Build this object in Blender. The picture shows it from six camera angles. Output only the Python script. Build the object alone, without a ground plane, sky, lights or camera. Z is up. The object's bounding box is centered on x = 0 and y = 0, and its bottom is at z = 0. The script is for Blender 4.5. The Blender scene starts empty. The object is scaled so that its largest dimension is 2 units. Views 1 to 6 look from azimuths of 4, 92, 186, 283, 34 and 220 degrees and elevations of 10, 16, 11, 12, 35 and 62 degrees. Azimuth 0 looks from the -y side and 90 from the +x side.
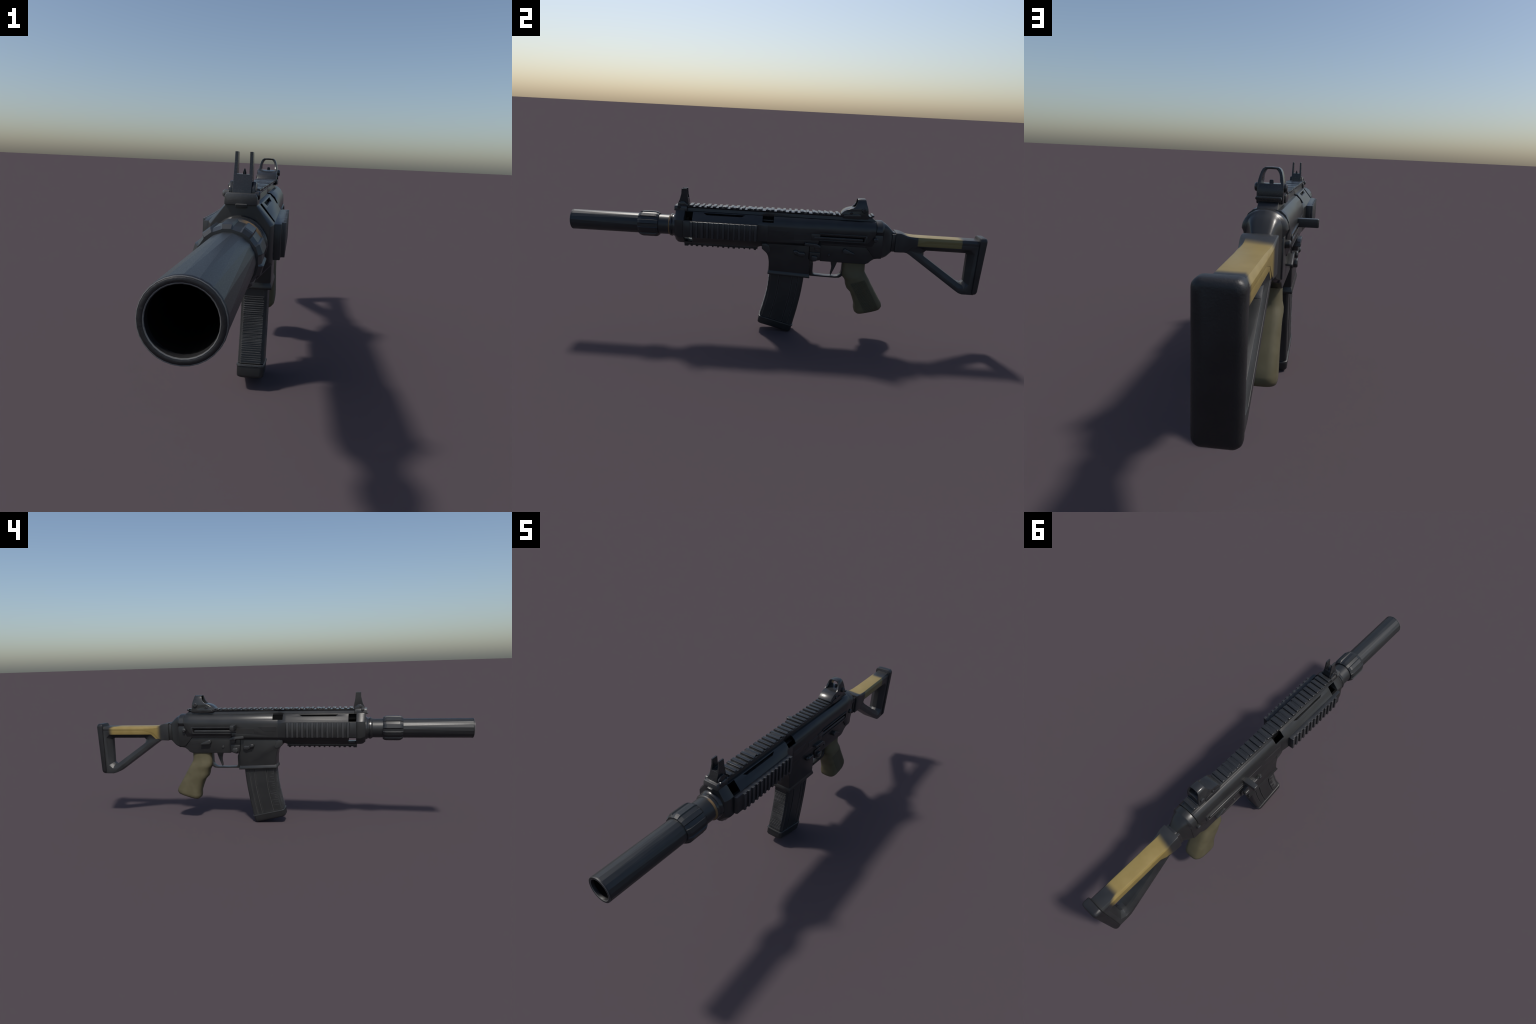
"""Short suppressed carbine: dark gunmetal body, olive grip, skeleton stock with a tan painted band.
Frame: muzzle towards -y, butt towards +y, z up, left side of the gun on -x."""
import bpy, bmesh, math, random
from mathutils import Vector, Matrix

random.seed(7)
CX = 0.016          # plane of symmetry of the gun
BORE = 0.510        # height of the bore axis

# ------------------------------------------------------------------ materials
def new_mat(name):
    m = bpy.data.materials.new(name)
    m.use_nodes = True
    return m, m.node_tree.nodes, m.node_tree.links, m.node_tree.nodes["Principled BSDF"]

def noise(N, L, coord, scale, detail=4.0, stretch=None):
    t = N.new("ShaderNodeTexNoise"); t.inputs["Scale"].default_value = scale
    t.inputs["Detail"].default_value = detail
    if stretch:
        mp = N.new("ShaderNodeMapping"); mp.inputs["Scale"].default_value = stretch
        L.new(coord, mp.inputs["Vector"]); coord = mp.outputs["Vector"]
    L.new(coord, t.inputs["Vector"])
    return t.outputs["Fac"]

def ramp(N, L, fac, lo, hi):
    r = N.new("ShaderNodeMapRange"); r.interpolation_type = "SMOOTHSTEP"
    r.inputs["From Min"].default_value = lo; r.inputs["From Max"].default_value = hi
    L.new(fac, r.inputs["Value"])
    return r.outputs["Result"]

def math_node(N, L, op, a, b):
    n = N.new("ShaderNodeMath"); n.operation = op
    for i, v in enumerate((a, b)):
        if isinstance(v, (int, float)): n.inputs[i].default_value = v
        else: L.new(v, n.inputs[i])
    return n.outputs[0]

def mix(N, L, fac, a, b):
    n = N.new("ShaderNodeMix"); n.data_type = "RGBA"
    if isinstance(fac, float): n.inputs["Factor"].default_value = fac
    else: L.new(fac, n.inputs["Factor"])
    for key, v in (("A", a), ("B", b)):
        s = [i for i in n.inputs if i.name == key and i.type == "RGBA"][0]
        if isinstance(v, tuple): s.default_value = v
        else: L.new(v, s)
    return [o for o in n.outputs if o.type == "RGBA"][0]

def rgba(c): return (c[0], c[1], c[2], 1.0)

def gunmetal(name, base, light, rough=0.45, wear=0.0, metallic=0.0, scratch=(3, 40, 3), bump=0.02, spec=0.5, wear_at=0.36, wear_col=0.13):
    """Dark coated metal or plastic: two close greys mottled by noise, thin worn edges, faint scratches."""
    m, N, L, P = new_mat(name)
    tc = N.new("ShaderNodeTexCoord").outputs["Object"]
    n1 = noise(N, L, tc, 14.0); n2 = noise(N, L, tc, 90.0, 3.0, scratch)
    col = mix(N, L, ramp(N, L, n1, 0.38, 0.66), rgba(base), rgba(light))
    col = mix(N, L, math_node(N, L, "MULTIPLY", ramp(N, L, n2, 0.5, 0.72), 0.35), col, rgba([c * 1.5 for c in light]))
    if wear:
        bv = N.new("ShaderNodeBevel"); bv.samples = 6; bv.inputs["Radius"].default_value = 0.0016
        geo = N.new("ShaderNodeNewGeometry")
        dot = N.new("ShaderNodeVectorMath"); dot.operation = "DOT_PRODUCT"
        L.new(bv.outputs["Normal"], dot.inputs[0]); L.new(geo.outputs["Normal"], dot.inputs[1])
        e = ramp(N, L, math_node(N, L, "SUBTRACT", 1.0, dot.outputs["Value"]), 0.03, 0.20)
        e = math_node(N, L, "MULTIPLY", e, ramp(N, L, n1, wear_at, wear_at + 0.2))
        col = mix(N, L, math_node(N, L, "MULTIPLY", e, wear), col, (wear_col, wear_col, wear_col * 0.98, 1))
    L.new(col, P.inputs["Base Color"])
    r = math_node(N, L, "ADD", math_node(N, L, "MULTIPLY", n2, 0.22), rough - 0.11)
    L.new(r, P.inputs["Roughness"])
    P.inputs["Metallic"].default_value = metallic
    P.inputs["Specular IOR Level"].default_value = spec
    if bump:
        b = N.new("ShaderNodeBump"); b.inputs["Strength"].default_value = bump * 4; b.inputs["Distance"].default_value = 0.001
        L.new(noise(N, L, tc, 260.0, 3.0), b.inputs["Height"]); L.new(b.outputs["Normal"], P.inputs["Normal"])
    return m

M_BODY = gunmetal("body_coating", (0.0155, 0.0162, 0.0164), (0.0195, 0.0201, 0.0203), 0.34, 0.6)
M_RAIL = gunmetal("rail_coating", (0.0175, 0.0184, 0.0192), (0.0250, 0.0260, 0.0268), 0.25, 0.9)
M_TUBE = gunmetal("suppressor_steel", (0.0175, 0.0190, 0.0198), (0.0200, 0.0214, 0.0222), 0.40, 0.0, scratch=(12, 2, 12), bump=0.0)
M_MAG = gunmetal("magazine_polymer", (0.0145, 0.0152, 0.0156), (0.0190, 0.0196, 0.0199), 0.42, 1.0, wear_at=0.12, wear_col=0.20)
M_WORN = gunmetal("worn_steel", (0.030, 0.030, 0.030), (0.055, 0.055, 0.053), 0.34, 0.9, wear_at=0.3)
M_EDGE = gunmetal("bare_edge", (0.080, 0.080, 0.078), (0.150, 0.150, 0.145), 0.36)
M_RIDGE = gunmetal("magazine_ridge", (0.040, 0.040, 0.041), (0.085, 0.085, 0.085), 0.40)
M_DARK = gunmetal("dark_recess", (0.004, 0.004, 0.004), (0.005, 0.005, 0.005), 0.7, spec=0.1)  # almost black, so that the openings read dark
M_RUBBER = gunmetal("black_rubber", (0.0095, 0.0095, 0.0105), (0.0140, 0.0140, 0.0150), 0.46, 0.25, scratch=(60, 60, 6), bump=0.10)
M_SIDE = gunmetal("side_rail_coating", (0.0150, 0.0158, 0.0165), (0.0225, 0.0235, 0.0242), 0.36, 0.9, scratch=(0.4, 5.5, 0.15))
M_RIB = gunmetal("rib_lightened_coating", (0.0300, 0.0310, 0.0325), (0.0400, 0.0410, 0.0420), 0.36, 0.9, scratch=(0.4, 5.5, 0.15), wear_at=0.25)  # lighter grey than the side rail, so the ribs stand out from the grooves
M_CONTROL = gunmetal("control_steel", (0.0220, 0.0230, 0.0235), (0.0320, 0.0330, 0.0330), 0.33, 0.8)

def copper_ring():
    """Bare copper face on the right half of the barrel ring, running out into the dark coating."""
    m, N, L, P = new_mat("copper_ring")
    tc = N.new("ShaderNodeTexCoord").outputs["Object"]
    sx = N.new("ShaderNodeSeparateXYZ"); L.new(tc, sx.inputs[0])
    f = ramp(N, L, math_node(N, L, "ADD", sx.outputs["X"], math_node(N, L, "MULTIPLY", noise(N, L, tc, 60.0), 0.012)), CX + 0.008, CX + 0.03)
    L.new(mix(N, L, f, (0.022, 0.023, 0.023, 1), (0.17, 0.105, 0.042, 1)), P.inputs["Base Color"])
    P.inputs["Roughness"].default_value = 0.5
    return m
M_COPPER = copper_ring()

def olive_grip():
    """Olive polymer, plain on the left, fine herringbone chequering on the right side panel."""
    m, N, L, P = new_mat("olive_polymer")
    tc = N.new("ShaderNodeTexCoord").outputs["Object"]
    n1 = noise(N, L, tc, 22.0)
    col = mix(N, L, ramp(N, L, n1, 0.35, 0.65), (0.090, 0.079, 0.044, 1), (0.104, 0.092, 0.053, 1))
    # panel coordinates: along the grip axis (a) and across it (b)
    sx = N.new("ShaderNodeSeparateXYZ"); L.new(tc, sx.inputs[0])
    a = math_node(N, L, "SUBTRACT", math_node(N, L, "MULTIPLY", sx.outputs["Z"], -0.87), math_node(N, L, "MULTIPLY", sx.outputs["Y"], -0.50))
    b = math_node(N, L, "ADD", math_node(N, L, "MULTIPLY", sx.outputs["Y"], 0.87), math_node(N, L, "MULTIPLY", sx.outputs["Z"], 0.50))
    fold = math_node(N, L, "ABSOLUTE", math_node(N, L, "SUBTRACT", b, 0.503), 0.0)
    ph = math_node(N, L, "ADD", a, math_node(N, L, "MULTIPLY", fold, 0.9))
    lines = math_node(N, L, "SINE", math_node(N, L, "MULTIPLY", ph, 1250.0), 0.0)
    right = ramp(N, L, sx.outputs["X"], CX + 0.020, CX + 0.026)
    low = math_node(N, L, "SUBTRACT", 1.0, ramp(N, L, math_node(N, L, "SUBTRACT", sx.outputs["Z"], math_node(N, L, "MULTIPLY", sx.outputs["Y"], 0.35)), 0.143, 0.147))
    inb = math_node(N, L, "MULTIPLY", ramp(N, L, b, 0.462, 0.467), math_node(N, L, "SUBTRACT", 1.0, ramp(N, L, b, 0.532, 0.537)))
    msk = math_node(N, L, "MULTIPLY", math_node(N, L, "MULTIPLY", right, low), inb)
    lm = math_node(N, L, "MULTIPLY", math_node(N, L, "MULTIPLY", ramp(N, L, lines, -0.3, 0.5), msk), 1.0)
    L.new(mix(N, L, lm, col, (0.038, 0.034, 0.019, 1)), P.inputs["Base Color"])
    bmp = N.new("ShaderNodeBump"); bmp.inputs["Strength"].default_value = 0.5; bmp.inputs["Distance"].default_value = 0.002
    L.new(math_node(N, L, "MULTIPLY", lines, msk), bmp.inputs["Height"]); L.new(bmp.outputs["Normal"], P.inputs["Normal"])
    P.inputs["Roughness"].default_value = 0.58; P.inputs["Specular IOR Level"].default_value = 0.3
    return m
M_GRIP = olive_grip()

def stock_paint():
    """Gunmetal stock with a band of tan paint round the top bar: soft-edged on the left and top,
    crisp and shorter on the right."""
    m, N, L, P = new_mat("stock_paint")
    tc = N.new("ShaderNodeTexCoord").outputs["Object"]
    sx = N.new("ShaderNodeSeparateXYZ"); L.new(tc, sx.inputs[0])
    X, Y, Z = (sx.outputs[k] for k in "XYZ")
    def lerp_x(x0, v0, x1, v1):
        r = N.new("ShaderNodeMapRange")
        for k, v in (("From Min", x0), ("From Max", x1), ("To Min", v0), ("To Max", v1)): r.inputs[k].default_value = v
        L.new(X, r.inputs["Value"]); return r.outputs["Result"]
    side_r = ramp(N, L, X, CX + 0.0275, CX + 0.0325)
    start = math_node(N, L, "ADD", lerp_x(CX - 0.035, 0.627, CX + 0.028, 0.616), math_node(N, L, "MULTIPLY", side_r, 0.059))
    end = lerp_x(CX - 0.035, 0.916, CX - 0.022, 0.882)
    soft = math_node(N, L, "SUBTRACT", 0.016, math_node(N, L, "MULTIPLY", side_r, 0.013))
    def edge(v, soft):
        d = math_node(N, L, "DIVIDE", v, soft)
        return ramp(N, L, d, -1.0, 1.0)
    f = math_node(N, L, "MULTIPLY", edge(math_node(N, L, "SUBTRACT", Y, start), soft), edge(math_node(N, L, "SUBTRACT", end, Y), soft))
    zlow = math_node(N, L, "ADD", 0.4570, math_node(N, L, "MULTIPLY", ramp(N, L, X, CX - 0.03, CX + 0.03), 0.027))
    f = math_node(N, L, "MULTIPLY", f, ramp(N, L, math_node(N, L, "SUBTRACT", Z, zlow), -0.001, 0.001))
    # outer face above the hole, plus the wedge towards the strut
    inner = ramp(N, L, Z, 0.4790, 0.4815)
    slope = math_node(N, L, "SUBTRACT", math_node(N, L, "SUBTRACT", Z, 0.4815), math_node(N, L, "MULTIPLY", math_node(N, L, "SUBTRACT", Y, 0.674), 0.90))
    front = ramp(N, L, slope, -0.001, 0.001)
    f = math_node(N, L, "MULTIPLY", f, math_node(N, L, "MAXIMUM", inner, front))
    n1 = noise(N, L, tc, 16.0); n2 = noise(N, L, tc, 70.0, 3.0, (3, 40, 3))
    tan = mix(N, L, ramp(N, L, n1, 0.3, 0.7), (0.230, 0.167, 0.051, 1), (0.262, 0.194, 0.065, 1))
    tan = mix(N, L, side_r, tan, (0.165, 0.136, 0.049, 1))  # darker, more olive tan on the right flank
    metal = mix(N, L, ramp(N, L, n1, 0.38, 0.66), (0.0185, 0.0195, 0.0205, 1), (0.0250, 0.0262, 0.0270, 1))
    L.new(mix(N, L, f, metal, tan), P.inputs["Base Color"])
    L.new(math_node(N, L, "ADD", math_node(N, L, "MULTIPLY", n2, 0.2), 0.34), P.inputs["Roughness"])
    b = N.new("ShaderNodeBump"); b.inputs["Strength"].default_value = 0.12; b.inputs["Distance"].default_value = 0.001
    L.new(noise(N, L, tc, 220.0, 3.0), b.inputs["Height"]); L.new(b.outputs["Normal"], P.inputs["Normal"])
    return m
M_STOCK = stock_paint()

# ------------------------------------------------------------------ modelling helpers
SC = bpy.context.scene.collection

def obj_from_bm(bm, name, mat, parent=None, smooth=40, bevel=0.0, segs=2, bev_angle=30):
    bmesh.ops.recalc_face_normals(bm, faces=bm.faces)
    me = bpy.data.meshes.new(name); bm.to_mesh(me); bm.free()
    ob = bpy.data.objects.new(name, me); SC.objects.link(ob)
    finish(ob, mat, parent, smooth, bevel, segs, bev_angle)
    return ob

def finish(ob, mat, parent, smooth=40, bevel=0.0, segs=2, bev_angle=30):
    if bevel:
        bv = ob.modifiers.new("bevel", "BEVEL"); bv.width = bevel; bv.segments = segs
        bv.limit_method = "ANGLE"; bv.angle_limit = math.radians(bev_angle); bv.use_clamp_overlap = True
        bake(ob)
    ob.data.materials.clear()
    if mat: ob.data.materials.append(mat)
    shade(ob.data, smooth)
    if parent: ob.parent = parent

def shade(me, ang):
    me.polygons.foreach_set("use_smooth", [True] * len(me.polygons))
    me.set_sharp_from_angle(angle=math.radians(ang))
    me.update()

def bake(ob):
    dg = bpy.context.evaluated_depsgraph_get(); dg.update()
    me = bpy.data.meshes.new_from_object(ob.evaluated_get(dg))
    old = ob.data; ob.modifiers.clear(); ob.data = me; me.name = ob.name
    bpy.data.meshes.remove(old)

def boolean(ob, other, op="DIFFERENCE", keep=False):
    md = ob.modifiers.new("b", "BOOLEAN"); md.operation = op; md.object = other; md.solver = "EXACT"
    bake(ob)
    if not keep: bpy.data.objects.remove(other, do_unlink=True)

def bm_prism(loop, axis, lo, hi, bm=None):
    """Extrude a closed 2-D outline. axis 'x': outline is (y, z); axis 'y': (x, z); axis 'z': (x, y)."""
    bm = bm or bmesh.new()
    def pt(p, t): return {"x": (t, p[0], p[1]), "y": (p[0], t, p[1]), "z": (p[0], p[1], t)}[axis]
    a = [bm.verts.new(pt(p, lo)) for p in loop]; b = [bm.verts.new(pt(p, hi)) for p in loop]
    bm.faces.new(a[::-1]); bm.faces.new(b)
    n = len(loop)
    for i in range(n): bm.faces.new((a[i], a[(i + 1) % n], b[(i + 1) % n], b[i]))
    return bm

def bm_box(x0, x1, y0, y1, z0, z1, bm=None):
    return bm_prism([(y0, z0), (y1, z0), (y1, z1), (y0, z1)], "x", x0, x1, bm)

def bm_loft(loops, bm=None, caps=(True, True)):
    bm = bm or bmesh.new()
    rings = [[bm.verts.new(p) for p in lp] for lp in loops]
    n = len(rings[0])
    for a, b in zip(rings, rings[1:]):
        for i in range(n): bm.faces.new((a[i], a[(i + 1) % n], b[(i + 1) % n], b[i]))
    if caps[0]: bm.faces.new(rings[0][::-1])
    if caps[1]: bm.faces.new(rings[-1])
    return bm

def bm_lathe(profile, n, cx=CX, cz=BORE, bm=None, caps=(True, True), twist=0.0):
    """Turned part round an axis along y; profile is (y, radius)."""
    loops = []
    for k, (y, r) in enumerate(profile):
        o = twist * k
        loops.append([(cx + r * math.cos(2 * math.pi * (i + o) / n), y, cz + r * math.sin(2 * math.pi * (i + o) / n)) for i in range(n)])
    return bm_loft(loops, bm, caps)

def bm_pin(cy, cz, r, x0, x1, n=14, bm=None, chamfer=0.25):
    """Pin or button along x."""
    s = 1 if x1 > x0 else -1
    lv = [(x0, r), (x1 - s * r * chamfer, r), (x1, r * (1 - chamfer))]
    loops = [[(x, cy + rr * math.cos(2 * math.pi * i / n), cz + rr * math.sin(2 * math.pi * i / n)) for i in range(n)] for x, rr in lv]
    return bm_loft(loops, bm)

def mirror_half(half):
    """Right half outline (dx >= 0, top to bottom) -> closed loop round the symmetry plane."""
    return [(CX + x, z) for x, z in half] + [(CX - x, z) for x, z in reversed(half)]

def temp(bm):
    bmesh.ops.recalc_face_normals(bm, faces=bm.faces)
    me = bpy.data.meshes.new("cutter"); bm.to_mesh(me); bm.free()
    ob = bpy.data.objects.new("cutter", me); SC.objects.link(ob); return ob

def arc(cx, cy, r, a0, a1, n):
    return [(cx + r * math.cos(math.radians(a0 + (a1 - a0) * i / n)), cy + r * math.sin(math.radians(a0 + (a1 - a0) * i / n))) for i in range(n + 1)]

def both_sides(f):
    for s in (1, -1): f(s)

# ------------------------------------------------------------------ the thing
root = bpy.data.objects.new("assault_rifle", None); SC.objects.link(root)
root["label"] = "short dark suppressed rifle with tan stock and olive grip"
root["category"] = "rifle"

# ---- suppressor: long faceted tube, open at the muzzle
def suppressor():
    """Eighteen flats; the muzzle ring of corners is turned by half a flat, so each flat splits into long triangles."""
    n = 18; R = 0.0483
    rear = [(CX + R * math.cos(2 * math.pi * i / n), BORE + R * math.sin(2 * math.pi * i / n)) for i in range(n)]
    half = math.pi / n
    front = [(CX + R * math.cos(2 * math.pi * i / n + half), BORE + R * math.sin(2 * math.pi * i / n + half)) for i in range(n)]
    bm = bmesh.new()
    a = [bm.verts.new((x, -0.640, z)) for x, z in rear]; b = [bm.verts.new((x, -0.9960, z)) for x, z in front]
    for i in range(n):
        bm.faces.new((a[i], a[(i + 1) % n], b[i])); bm.faces.new((a[(i + 1) % n], b[(i + 1) % n], b[i]))
    bm.faces.new(a)
    bm.faces.new(b)
    for v in bm.verts:
        v.co.x += 0.0009; v.co.z -= 0.0004
    ob = obj_from_bm(bm, "suppressor", M_TUBE, root, 9)
    # bore: open the front with a round drill
    boolean(ob, temp(bm_lathe([(-1.01, 0.0392), (-0.780, 0.0392)], 32, CX + 0.0009, BORE - 0.0004)))
    finish(ob, M_TUBE, root, 9)
    ob.data.materials.append(M_DARK)
    for p in ob.data.polygons:
        if math.hypot(p.center.x - CX - 0.0009, p.center.z - BORE + 0.0004) < 0.0396 and p.center.y > -0.992: p.material_index = 1
    return ob
sup = suppressor()
def muzzle_ring(prof, name, mat):
    return obj_from_bm(bm_lathe(prof, 32, CX + 0.0009, BORE - 0.0004, caps=(False, False)), name, mat, sup, 50)
muzzle_ring([(-0.9930, 0.0484), (-0.9965, 0.0483), (-0.9988, 0.0473), (-1.0000, 0.0455), (-1.0000, 0.0418), (-0.9990, 0.0402), (-0.9965, 0.0392), (-0.9880, 0.0390)], "muzzle_lip", M_RUBBER)
def bead(r, y, w):
    return [(y + w * math.cos(t), r + w * math.sin(t)) for t in (2 * math.pi * k / 6 for k in range(7))]
muzzle_ring(bead(0.0472, -0.9985, 0.0009), "muzzle_edge", M_EDGE)
muzzle_ring(bead(0.0404, -0.9985, 0.0012), "muzzle_edge", M_EDGE)

# ---- locking collar: ten raised lobes with flats between them
def collar():
    N = 10
    prof = [(-0.669, 0.0480, 0.0480), (-0.6685, 0.0535, 0.0525), (-0.659, 0.0600, 0.0556), (-0.652, 0.0618, 0.0576),
            (-0.588, 0.0618, 0.0576), (-0.580, 0.0600, 0.0562), (-0.5715, 0.0545, 0.0530), (-0.571, 0.0470, 0.0470)]
    loops = []
    for y, ro, ri in prof:
        lp = []
        for k in range(N):
            a = 2 * math.pi * (k + 0.27) / N
            w = 2 * math.pi / N
            for f, r in ((0.00, ri), (0.08, ro), (0.52, ro), (0.60, ri)):
                lp.append((CX + r * math.cos(a + f * w), y, BORE + r * math.sin(a + f * w)))
        loops.append(lp)
    return obj_from_bm(bm_loft(loops), "locking_collar", M_TUBE, root, 12)
collar()

# ---- barrel shank with its stepped rings
barrel = obj_from_bm(bm_lathe([(-0.600, 0.0475), (-0.480, 0.0475)], 28), "barrel", M_TUBE, root, 40)
obj_from_bm(bm_lathe([(-0.521, 0.0480), (-0.5175, 0.0515), (-0.5145, 0.0528)], 32, caps=(True, True)), "barrel_ring", M_COPPER, barrel, 50)
obj_from_bm(bm_lathe([(-0.516, 0.0500), (-0.513, 0.0545), (-0.506, 0.0552), (-0.503, 0.0520), (-0.499, 0.0518), (-0.496, 0.0548), (-0.490, 0.0575), (-0.482, 0.0585), (-0.470, 0.0585)], 32), "barrel_shoulder", M_RAIL, barrel, 40)

# ---- handguard and upper receiver: one extruded profile with a flat neck under the top rail
HG = [(0.0250, 0.606), (0.0262, 0.589), (0.0350, 0.5875), (0.0458, 0.5743), (0.0562, 0.5616), (0.0665, 0.5490), (0.0668, 0.470), (0.0375, 0.4330)]
UP = [(0.0250, 0.606), (0.0262, 0.5885), (0.0350, 0.5870), (0.0470, 0.5765), (0.0555, 0.5600), (0.0588, 0.5400), (0.0590, 0.4880), (0.0450, 0.4640)]
UPF = [(0.0250, 0.606), (0.0262, 0.5885), (0.0350, 0.5870), (0.0470, 0.5765), (0.0555, 0.5600), (0.0588, 0.5400), (0.0590, 0.4690), (0.0420, 0.4500)]
CAVITY = [(0.0235, 0.5840), (0.0330, 0.5820), (0.0545, 0.5560), (0.0560, 0.4700), (0.0300, 0.4400)]

def hollow(ob, y0, y1):
    boolean(ob, temp(bm_loft([section(CAVITY, y0), section(CAVITY, y1)])))

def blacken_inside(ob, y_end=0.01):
    """Faces that lie in the cavity take the near-black recess material."""
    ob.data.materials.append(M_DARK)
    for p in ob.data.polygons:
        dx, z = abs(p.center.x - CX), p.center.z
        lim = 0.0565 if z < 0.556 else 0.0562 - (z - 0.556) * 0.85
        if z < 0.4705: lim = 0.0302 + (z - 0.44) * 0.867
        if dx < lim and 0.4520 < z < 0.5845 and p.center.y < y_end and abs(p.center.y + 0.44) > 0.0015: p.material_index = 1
def section(half, y): return [(x, y, z) for x, z in mirror_half(half)]

def front_cap():
    """Faceted front ring of the handguard that carries the front sight."""
    top = [(0.0330, 0.6020), (0.0330, 0.5900), (0.0340, 0.5885), (0.0675, 0.5500), (0.0675, 0.4670), (0.0370, 0.4335)]
    mid = [(0.0325, 0.6010), (0.0325, 0.5905), (0.0335, 0.5880), (0.0660, 0.5500), (0.0660, 0.4710), (0.0350, 0.4355)]
    nose = [(0.0310, 0.5990), (0.0310, 0.5910), (0.0320, 0.5860), (0.0600, 0.5480), (0.0600, 0.4760), (0.0300, 0.4450)]
    bm = bm_loft([section(nose, -0.4865), section(mid, -0.474), section(top, -0.462), section(top, -0.4415)])
    return obj_from_bm(bm, "handguard_cap", M_BODY, root, 30, 0.0016, 2, 20)
front_cap()

def handguard():
    bm = bm_loft([section(HG, -0.4410), section(HG, -0.0880), section(UPF, -0.0415)])
    hg = obj_from_bm(bm, "handguard", M_BODY, root)
    hollow(hg, -0.4360, -0.0300)
    # windows: front cooling gaps (upper pair open on the shoulder, lower pair right through) and mid ports
    for s in (1, -1):
        boolean(hg, temp(bm_box(CX + s * 0.0245, CX + s * 0.09, -0.4405, -0.4015, 0.5495, 0.5870)))
        boolean(hg, temp(bm_box(CX + s * 0.0245, CX + s * 0.09, -0.0680, -0.0300, 0.5600, 0.5905)))
        # long narrow slot just under the shoulder
        boolean(hg, temp(bm_prism([(-0.352, 0.5845), (-0.335, 0.5755), (-0.170, 0.5755), (-0.150, 0.5845)], "x", CX + s * 0.026, CX + s * 0.05)))
    boolean(hg, temp(bm_box(CX - 0.09, CX + 0.09, -0.4405, -0.4015, 0.4415, 0.4670)))
    finish(hg, M_BODY, root, 30, 0.0008, 2, 30)
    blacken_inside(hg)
    return hg
handguard()
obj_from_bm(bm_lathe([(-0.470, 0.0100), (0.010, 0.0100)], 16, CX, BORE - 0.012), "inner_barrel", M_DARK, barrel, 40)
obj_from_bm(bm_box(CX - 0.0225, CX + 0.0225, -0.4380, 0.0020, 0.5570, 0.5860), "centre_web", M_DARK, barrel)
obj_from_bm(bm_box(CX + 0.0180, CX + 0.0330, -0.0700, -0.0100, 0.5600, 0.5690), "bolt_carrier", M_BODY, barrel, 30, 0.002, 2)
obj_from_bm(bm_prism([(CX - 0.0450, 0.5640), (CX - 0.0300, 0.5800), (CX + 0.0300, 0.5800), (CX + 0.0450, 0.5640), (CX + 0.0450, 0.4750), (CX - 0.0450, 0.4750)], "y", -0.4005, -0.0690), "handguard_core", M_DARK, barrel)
both_sides(lambda d: obj_from_bm(bm_prism([(CX + d * 0.0270, 0.5825), (CX + d * 0.0435, 0.5635), (CX + d * 0.0410, 0.5610), (CX + d * 0.0240, 0.5800)], "y", -0.362, -0.140), "slot_backing", M_BODY, barrel))

def receiver_upper():
    bm = bm_loft([section(UPF, -0.0420), section(UPF, 0.2020), section(UP, 0.2060), section(UP, 0.4340), section([UP[0], UP[1], UP[2], UP[3], UP[4], UP[5], (0.0540, 0.5280), (0.0450, 0.4640)], 0.4700)])
    ob = obj_from_bm(bm, "upper_receiver", M_BODY, root)
    hollow(ob, -0.060, 0.0)
    for s in (1, -1):
        boolean(ob, temp(bm_box(CX + s * 0.0245, CX + s * 0.09, -0.068, -0.0145, 0.5600, 0.5905)))
    # rear of the rail neck slopes down to the receiver
    boolean(ob, temp(bm_prism([(0.449, 0.610), (0.452, 0.603), (0.474, 0.586), (0.50, 0.586), (0.50, 0.620), (0.449, 0.62)], "x", CX - 0.1, CX + 0.1)))
    # operating slots on both flanks
    for s in (1, -1):
        boolean(ob, temp(bm_box(CX + s * 0.0545, CX + s * 0.09, 0.178, 0.418, 0.4940, 0.5140)))
    finish(ob, M_BODY, root, 30, 0.0008, 2, 30)
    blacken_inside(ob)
    return ob
upper = receiver_upper()

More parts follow.
